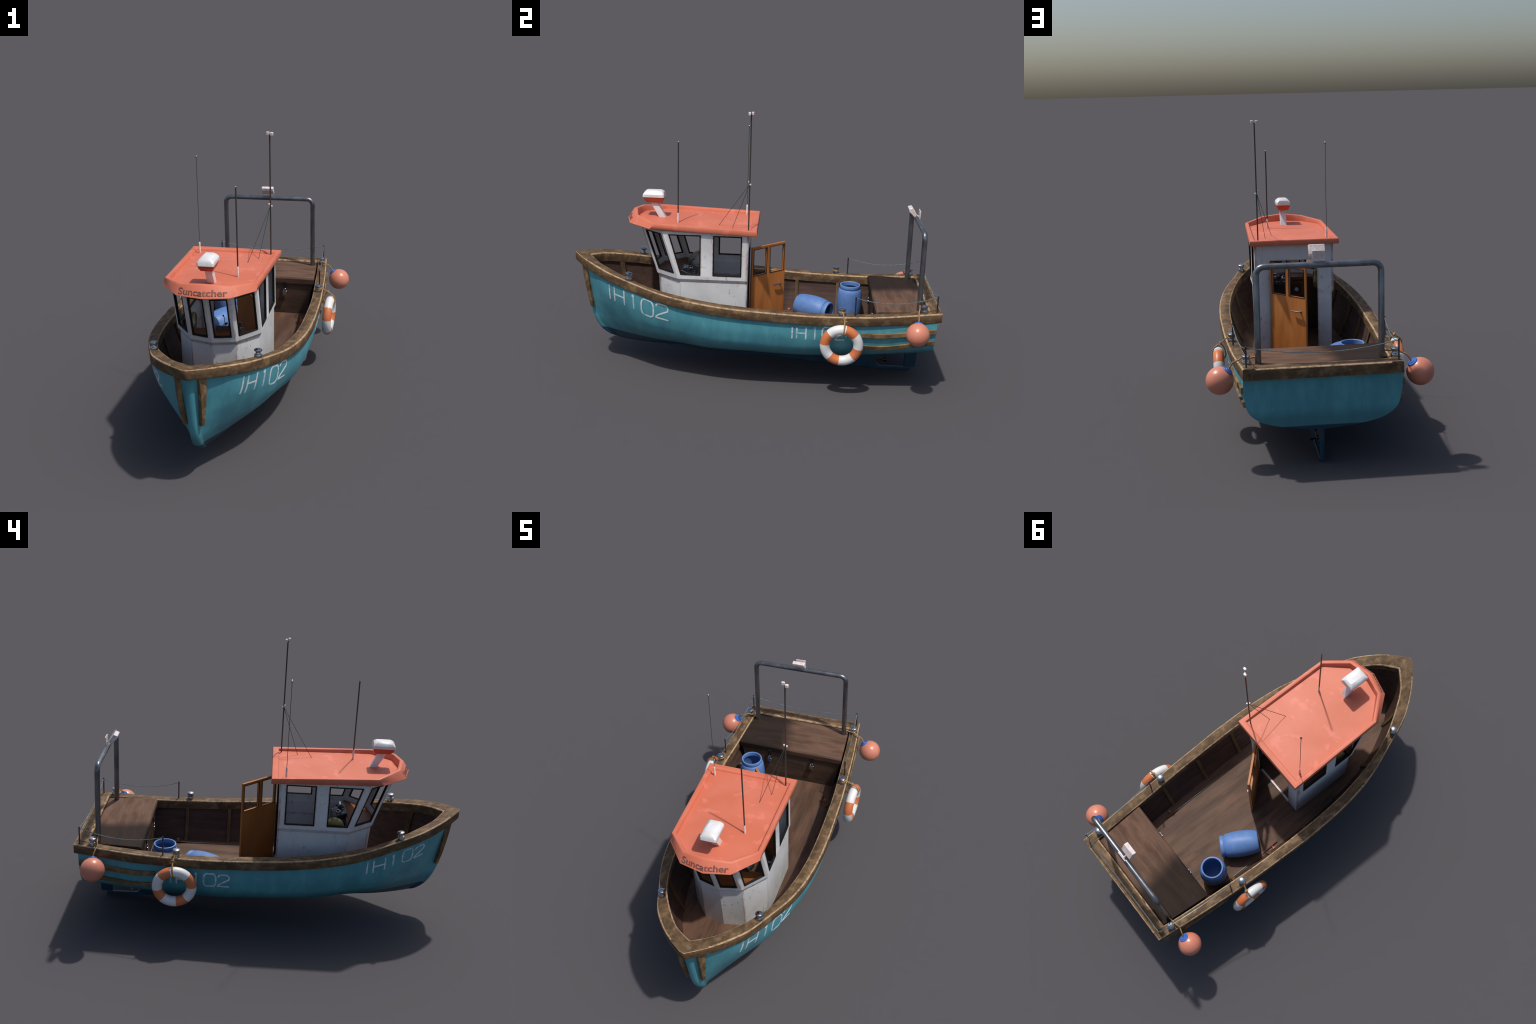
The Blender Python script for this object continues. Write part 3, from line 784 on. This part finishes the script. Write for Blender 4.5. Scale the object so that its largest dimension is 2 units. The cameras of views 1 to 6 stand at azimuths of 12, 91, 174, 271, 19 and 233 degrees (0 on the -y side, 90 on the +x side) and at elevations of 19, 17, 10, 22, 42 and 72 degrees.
# ---- inside: dashboard, instruments, dial
dash = empty("dashboard", boat)
def inner_plan(z, yback, clear=.016):
    s, q, c = (.2095 - clear, -.406 + .003), (.111 - clear * .5, -.531 + clear), (0, -.558 + clear)
    return [(CX - s[0], yback, z), (CX - s[0], s[1], z), (CX - q[0], q[1], z), (CX, c[1], z), (CX + q[0], q[1], z), (CX + s[0], s[1], z), (CX + s[0], yback, z)]
bevel(link("dashboard_top", mesh_of("dashboard_top", *loft([inner_plan(.545, -.392), inner_plan(.560, -.392)], True, True, True)), M["dash"], dash, 30), .002)
box("console_front", (CX, -.405, .390), (.36, .012, .306), M["dark_wood"], dash)
box("console_panel", (-.045, -.396, .492), (.085, .010, .085), M["dash"], dash, bev=.003)
box("console_panel", (-.045, -.389, .492), (.062, .008, .062), M["dark_wood"], dash, bev=.004)
lathe("console_knob", [(.004, 0), (.004, .012), (.011, .015), (.012, .022), (.007, .028), (0, .029)], M["dial"], dash, 20, (0, 1, 0), (-.045, -.386, .494))
PA = math.radians(-24)
PR = Matrix.Rotation(PA, 3, "X")
PC = Vector((.050, -.362, .546))
def pp(a, b, h): return PC + PR @ Vector((a, b, h))
box("instrument_panel", PC, (.125, .090, .030), M["panel"], dash, PR, .003)
for a, b, r, mt in ((-.045, -.025, .008, "dial"), (-.045, .0, .005, "dial"), (-.048, .022, .0035, "red_knob"), (-.028, -.030, .005, "dial"), (-.020, .025, .004, "dial"),
                    (.005, .028, .004, "red_knob"), (.020, .026, .004, "dial"), (.005, -.030, .006, "dial"), (.050, .028, .004, "chrome")):
    lathe("gauge", [(r, 0), (r, .002), (r * .8, .003), (0, .003)], M[mt], dash, 14, PR @ Vector((0, 0, 1)), pp(a, b, .0148))
lathe("compass_dome", [(.015, 0), (.0155, .006), (.013, .013), (.008, .018), (0, .020)], M["chrome"], dash, 20, PR @ Vector((0, 0, 1)), pp(-.022, -.002, .0148))
sg = []
for s in np.linspace(0, 1, 7):
    sg.append([pp(x, -.020 + .038 * math.cos(math.pi * s) * .5, .014 + .026 * math.sin(math.pi * s)) for x in (.018, .058)])
sg = [[p for p in r] for r in sg]
link("gauge_hood", mesh_of("gauge_hood", [p for r in sg for p in r], [(2 * i, 2 * i + 1, 2 * i + 3, 2 * i + 2) for i in range(6)] + [tuple(range(0, 14, 2)), tuple(range(1, 14, 2))]), M["chrome"], dash, 40)
tube("microphone_stalk", smooth_path([pp(-.025, .010, .02), (.022, -.362, .585), (.018, -.352, .602), (.011, -.343, .610)]), .0016, M["black"], dash, 8)
lathe("microphone", [(0, -.005), (.0035, -.003), (.004, .002), (0, .006)], M["black"], dash, 12, (-.4, .6, .6), (.011, -.343, .610))
DCX = -.146
lathe("dial_ring", [(.043, -.030), (.0495, -.028), (.0505, .0), (.0495, .006), (.045, .008), (.0445, .003), (.043, -.026)], M["brass"], dash, 40, (1, 0, 0), (DCX - .002, -.326, .560))
lathe("dial_face", [(.0448, -.026), (.0448, .002), (0, .002)], M["dial"], dash, 40, (1, 0, 0), (DCX - .002, -.326, .560))
tk = []
for r0, r1, cnt, w in ((.035, .042, 44, .0016), (.025, .033, 26, .0024), (.017, .021, 14, .0018)):
    for i in range(cnt):
        if random.random() < .25: continue
        a = math.tau * i / cnt
        ca, sa = math.cos(a), math.sin(a)
        rr1 = r1 - random.random() * .002
        q = [(r0, -w / 2), (rr1, -w / 2), (rr1, w / 2), (r0, w / 2)]
        v = [Vector((DCX - .002 + h, -.326 + r * ca - t * sa, .560 + r * sa + t * ca)) for h in (.0015, .0030) for r, t in q]
        tk.append((v, [(0, 1, 2, 3), (7, 6, 5, 4), (0, 4, 5, 1), (1, 5, 6, 2), (2, 6, 7, 3), (3, 7, 4, 0)]))
dm = link("dial_marking", mesh_of("dial_marking", *join_geo(*tk)), M["black"], dash, 30)
dm["kind"] = "stuff"
box("dial_bracket", (DCX - .034, -.326, .545), (.030, .030, .05), M["dark_wood"], dash, bev=.002)

# ------------------------------------------------------------- storage box
chest = empty("storage_box", boat)
def chest_ring(z, hf, hr, y0, y1): return [(CX - hf, y0, z), (CX + hf, y0, z), (CX + hr, y1, z), (CX - hr, y1, z)]
link("box_body", mesh_of("box_body", *loft([chest_ring(.224, .262, .240, .668, .915), chest_ring(.413, .300, .280, .668, .928)], True, True, True)), M["box"], chest, 30)
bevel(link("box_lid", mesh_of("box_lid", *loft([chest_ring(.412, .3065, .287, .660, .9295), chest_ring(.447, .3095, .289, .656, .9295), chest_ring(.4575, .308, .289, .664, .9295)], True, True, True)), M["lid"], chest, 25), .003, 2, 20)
for lx in (-.122, .139):
    box("hasp", (lx, .6575, .405), (.016, .005, .034), M["black"], chest, bev=.001)
    box("padlock", (lx, .654, .357), (.028, .013, .026), M["chrome"], chest, bev=.002)
    tube("padlock_shackle", smooth_path([(lx - .007, .654, .366), (lx - .007, .653, .378), (lx, .652, .384), (lx + .007, .653, .378), (lx + .007, .654, .366)], 4), .0022, M["chrome"], chest, 8)

# --------------------------------------------------------------- deck metal
prof = [(0, -.002), (.0160, -.002), (.0168, .002), (.0168, .013), (.0155, .0165), (.0115, .0185), (.0105, .022), (.0105, .027), (.0125, .029), (.0168, .0315), (.0180, .0350), (.0172, .0385), (.0130, .0415), (.0060, .0430), (0, .0432)]
bme = mesh_of("bollard", *lathe_geo(prof, 28))
for bx, by in ((.249, -.664), (-.241, -.664), (.366, .473), (-.358, .473), (.3265, .906), (-.3185, .906)):
    o = link("bollard", bme, M["chrome"], boat, 35)
    slope = math.atan2(gun_z(by + .05) - gun_z(by - .05), .1)
    o.scale = (1.07, 1.07, 1.0)
    o.location = (bx, by, gun_z(by))
    o.rotation_euler = (slope * .6, 0, 0)
    if abs(by - .473) < .01:
        for dz, jx in ((.0205, .001), (.0255, -.001)):
            tube("rope_turn", [(bx + jx + .0150 * math.cos(a), by + .0150 * math.sin(a), gun_z(by) + dz) for a in np.linspace(0, math.tau, 20, endpoint=False)], .0030, M["rope"], boat, 8, True)
def post_at(x, y): return (x, y, gun_z(y))
RP = [(.362, .5415, .5475), (.3285, .9700, .5600), (-.3205, .9700, .5600), (-.3535, .5415, .5475)]
for px, py, pz in RP:
    z0 = gun_z(py) - .004
    lathe("railing_post", [(.0036, 0), (.0036, pz - z0 - .004), (.0044, pz - z0 - .003), (.0044, pz - z0), (.002, pz - z0 + .003), (0, pz - z0 + .003)], M["post"], boat, 10, None, (px, py, z0))
for (a, b) in ((RP[0], RP[1]), (RP[1], RP[2]), (RP[2], RP[3])):
    sag = .036 if a[0] * b[0] > 0 else .037
    pts = []
    for t in np.linspace(0, 1, 17):
        p = Vector(a).lerp(Vector(b), t); p.z -= .004 + sag * 4 * t * (1 - t); pts.append(p)
    tube("railing_wire", pts, .0019, M["wire"], boat, 6)

# ---- stern arch with floodlight
AX0, AX1, AY, AZ = CX - .2675, CX + .2670, .8840, .8765
pts = [(AX1 + .001, AY + .001, .452), (AX1, AY, .842)]
for a in np.linspace(0, 90, 6): pts.append((AX1 - .034 + .034 * math.cos(math.radians(a)), AY - .001, AZ - .034 + .034 * math.sin(math.radians(a))))
for a in np.linspace(90, 180, 6): pts.append((AX0 + .034 + .034 * math.cos(math.radians(a)), AY - .001, AZ - .034 + .034 * math.sin(math.radians(a))))
pts += [(AX0, AY, .842), (AX0 - .001, AY + .001, .452)]
tube("stern_arch", pts, .0138, M["steel"], boat, 20)
LR = Matrix.Rotation(math.radians(48), 3, "X")
lamp = empty("floodlight", boat)
def taper_box(c, rot, a, b, h):
    v = [Vector(c) + rot @ Vector((sx * s[0] / 2, sy * s[1] / 2, z)) for s, z in ((a, -h / 2), (b, h / 2)) for sx, sy in ((-1, -1), (1, -1), (1, 1), (-1, 1))]
    return v, [(3, 2, 1, 0), (4, 5, 6, 7), (0, 1, 5, 4), (1, 2, 6, 5), (2, 3, 7, 6), (3, 0, 4, 7)]
bevel(link("lamp_housing", mesh_of("lamp_housing", *extrude_x([(.857, .903), (.868, .920), (.843, .958), (.822, .951), (.825, .934)], -.0290, .0410)), M["fitting"], lamp, 30), .003)
box("lamp_backplate", (.0042, .8865, .9155), (.056, .005, .046), M["fitting"], lamp, Matrix.Rotation(math.radians(-2), 3, "X"), .0015)
tube("lamp_bracket", [(.004, .862, .915), (.004, .882, .902)], .004, M["fitting"], lamp, 8)

# ---------------------------------------------------- fenders and lifebuoys
def sphere_profile(r, n=22):
    return [(r * math.sin(math.pi * i / n), -r * math.cos(math.pi * i / n)) for i in range(n + 1)]
for sgn, c, cap in ((1, (.438, .863, .384), (-.62, .10, .78)), (-1, (-.436, .883, .384), (.62, .09, .78))):
    fe = empty("float_fender", boat)
    cap = Vector(cap).normalized(); c = Vector(c)
    lathe("float_ball", sphere_profile(.0612), M["fender"], fe, 40, cap, c)
    lathe("float_cap", [(.0235, .0545), (.0245, .0590), (.0220, .0622), (.0140, .0627), (.0130, .0655), (.0050, .0665), (0, .0665)], M["fender_cap"], fe, 28, cap, c)
    eye = c + cap * .065
    ex = CX + sgn * .2665
    path = [(ex + sgn * .012, .886, .489), (CX + sgn * .305, .883, .485), (CX + sgn * .334, .878, .4855), (CX + sgn * .352, .873, .474),
            ((CX + sgn * .352 + eye.x) / 2 + sgn * .004, (.872 + eye.y) / 2, (.474 + eye.z) / 2 + .008), tuple(eye)]
    tube("fender_rope", smooth_path(path, 6), .0036, M["rope"], fe, 8)

def lifebuoy(sgn, c):
    lb = empty("lifebuoy", boat)
    R0, r0, NS, NT = .0868, .0260, 96, 24
    tilt = Matrix.Rotation(math.radians(3.0) * sgn, 3, "Y") @ Matrix.Rotation(math.radians(-2.0) * sgn, 3, "Z")
    V, F, mi = [], [], []
    for i in range(NS):
        a = math.tau * i / NS
        for j in range(NT):
            b = math.tau * j / NT
            rad = R0 + r0 * math.cos(b)
            V.append(Vector(c) + tilt @ Vector((r0 * math.sin(b) * .98, rad * math.cos(a), rad * math.sin(a))))
    for i in range(NS):
        deg = (360 * (i + .5) / NS) % 360
        orange = any(abs((deg - q + 180) % 360 - 180) < 19.5 for q in (59, 155, 243, 333))
        for j in range(NT):
            F.append((i * NT + j, ((i + 1) % NS) * NT + j, ((i + 1) % NS) * NT + (j + 1) % NT, i * NT + (j + 1) % NT)); mi.append(1 if orange else 0)
    me = bpy.data.meshes.new("lifebuoy_ring"); me.from_pydata([tuple(v) for v in V], [], F)
    me.materials.append(M["buoy_white"]); me.materials.append(M["buoy_orange"])
    me.polygons.foreach_set("material_index", mi)
    bm = bmesh.new(); bm.from_mesh(me); bmesh.ops.recalc_face_normals(bm, faces=bm.faces); bm.to_mesh(me); bm.free()
    link("lifebuoy_ring", me, None, lb, 60)
    c = Vector(c)
    kn = Vector((c.x - sgn * .008, c.y + .010, .443))
    bx = CX + sgn * .362
    tube("lifebuoy_rope", smooth_path([(bx + sgn * .014, .474, .469), (CX + sgn * .388, .478, .463), (CX + sgn * .402, .481, .452), kn], 6), .0035, M["rope"], lb, 8)
    tube("lifebuoy_rope", smooth_path([kn, (c.x + sgn * .022, c.y + .009, .422), (c.x + sgn * .031, c.y + .007, .395), (c.x + sgn * .022, c.y + .005, .366), (c.x, c.y + .004, .358),
         (c.x - sgn * .026, c.y + .007, .372), (c.x - sgn * .030, c.y + .010, .395), (c.x - sgn * .022, c.y + .011, .424), kn], 6), .0035, M["rope"], lb, 8)
    lathe("rope_knot", sphere_profile(.0068, 10), M["rope"], lb, 14, None, kn)
    tube("rope_knot_loop", [kn + Vector((sgn * .0035 * math.sin(a), .0075 * math.cos(a), .0062 * math.sin(a))) for a in np.linspace(0, math.tau, 14, endpoint=False)], .0030, M["rope"], lb, 8, True)
    tube("rope_end", [kn, kn + Vector((sgn * .006, .006, -.006)), kn + Vector((sgn * .007, .013, -.008))], .0028, M["rope"], lb, 8)
lifebuoy(1, (.4265, .4755, .304)); lifebuoy(-1, (-.4185, .4745, .304))

# ------------------------------------------------------------------ barrels
BH = .209
bp = [(0, 0), (.054, 0), (.0590, .003), (.0630, .012), (.0680, .035), (.0718, .065), (.0732, .100), (.0718, .135), (.0680, .165), (.0640, .181), (.0610, .1850),
      (.0565, .1862), (.0560, .1885), (.0580, .1900), (.0595, .1940), (.0595, .2060), (.0580, .2100), (.0530, .2110), (.0505, .2080), (.0495, .1880), (.056, .180),
      (.0650, .150), (.0680, .100), (.0640, .040), (.054, .012), (0, .010)]
bmesh_ = mesh_of("plastic_barrel", *lathe_geo(bp, 48))
for i, (loc, axis) in enumerate((((-.1960, .5500, deck_z(.55) + .0005), (0, 0, 1)), ((-.2085, .2505, .2945), (.106, .180, -.006)))):
    o = link("plastic_barrel", bmesh_, M["barrel"], None, 35)
    o.location = loc
    if i: o.rotation_euler = Vector((0, 0, 1)).rotation_difference(Vector(axis)).to_euler()
    o["label"] = "blue plastic barrel with open collared mouth"
    o["category"] = "barrel"

# -------------------------------------------------------------- fishing rods
def rod(base, joint, tip, side):
    z = deck_z(base[1]) + .006
    top = empty("fishing_rod", None, (base[0], base[1], z - .006))
    top["label"] = "thin fishing rod with brown handle and coral reel"
    top["category"] = "fishing rod"
    L = lambda p, dz=0: Vector((p[0] - base[0], p[1] - base[1], .006 + dz))
    b, j, t = L(base), L(joint), L(tip)
    tube("rod_handle", [b, b.lerp(j, .3), b.lerp(j, .7), j], .004, M["rod"], top, 10, False, [.0045, .0048, .0040, .0030])
    tube("rod_blank", [j, j.lerp(t, .5), t], .0014, M["wire"], top, 6, False, [.0015, .0009, .0006])
    r = b.lerp(j, .45) + Vector((side * .020, 0, .006))
    lathe("rod_reel", [(0, -.006), (.008, -.006), (.008, -.004), (.0045, -.003), (.0045, .003), (.008, .004), (.008, .006), (0, .006)], M["reel"], top, 16, (0, 1, 0), r)
    tube("reel_foot", [b.lerp(j, .45), r], .002, M["reel"], top, 6)
rod((.236, .566), (.236, .484), (.244, .149), 1)
rod((-.259, .163), (-.262, .247), (-.265, .494), -1)

# each assembly hangs from its main mesh: thing > part > sub-part
MAIN = {"wheelhouse": "wheelhouse_wall", "radar": "radar_dome", "door": "door_leaf", "dashboard": "dashboard_top", "storage_box": "box_body",
        "floodlight": "lamp_housing", "float_fender": "float_ball", "lifebuoy": "lifebuoy_ring"}
for e in [o for o in bpy.data.objects if o.type == "EMPTY" and o.parent == boat]:
    kind = e.name.split(".")[0]
    kids = list(e.children)
    main = next(o for o in kids if o.name.split(".")[0] == MAIN[kind])
    main.parent = boat
    for o in kids:
        if o is not main: o.parent = main
    bpy.data.objects.remove(e)
    main.name = kind
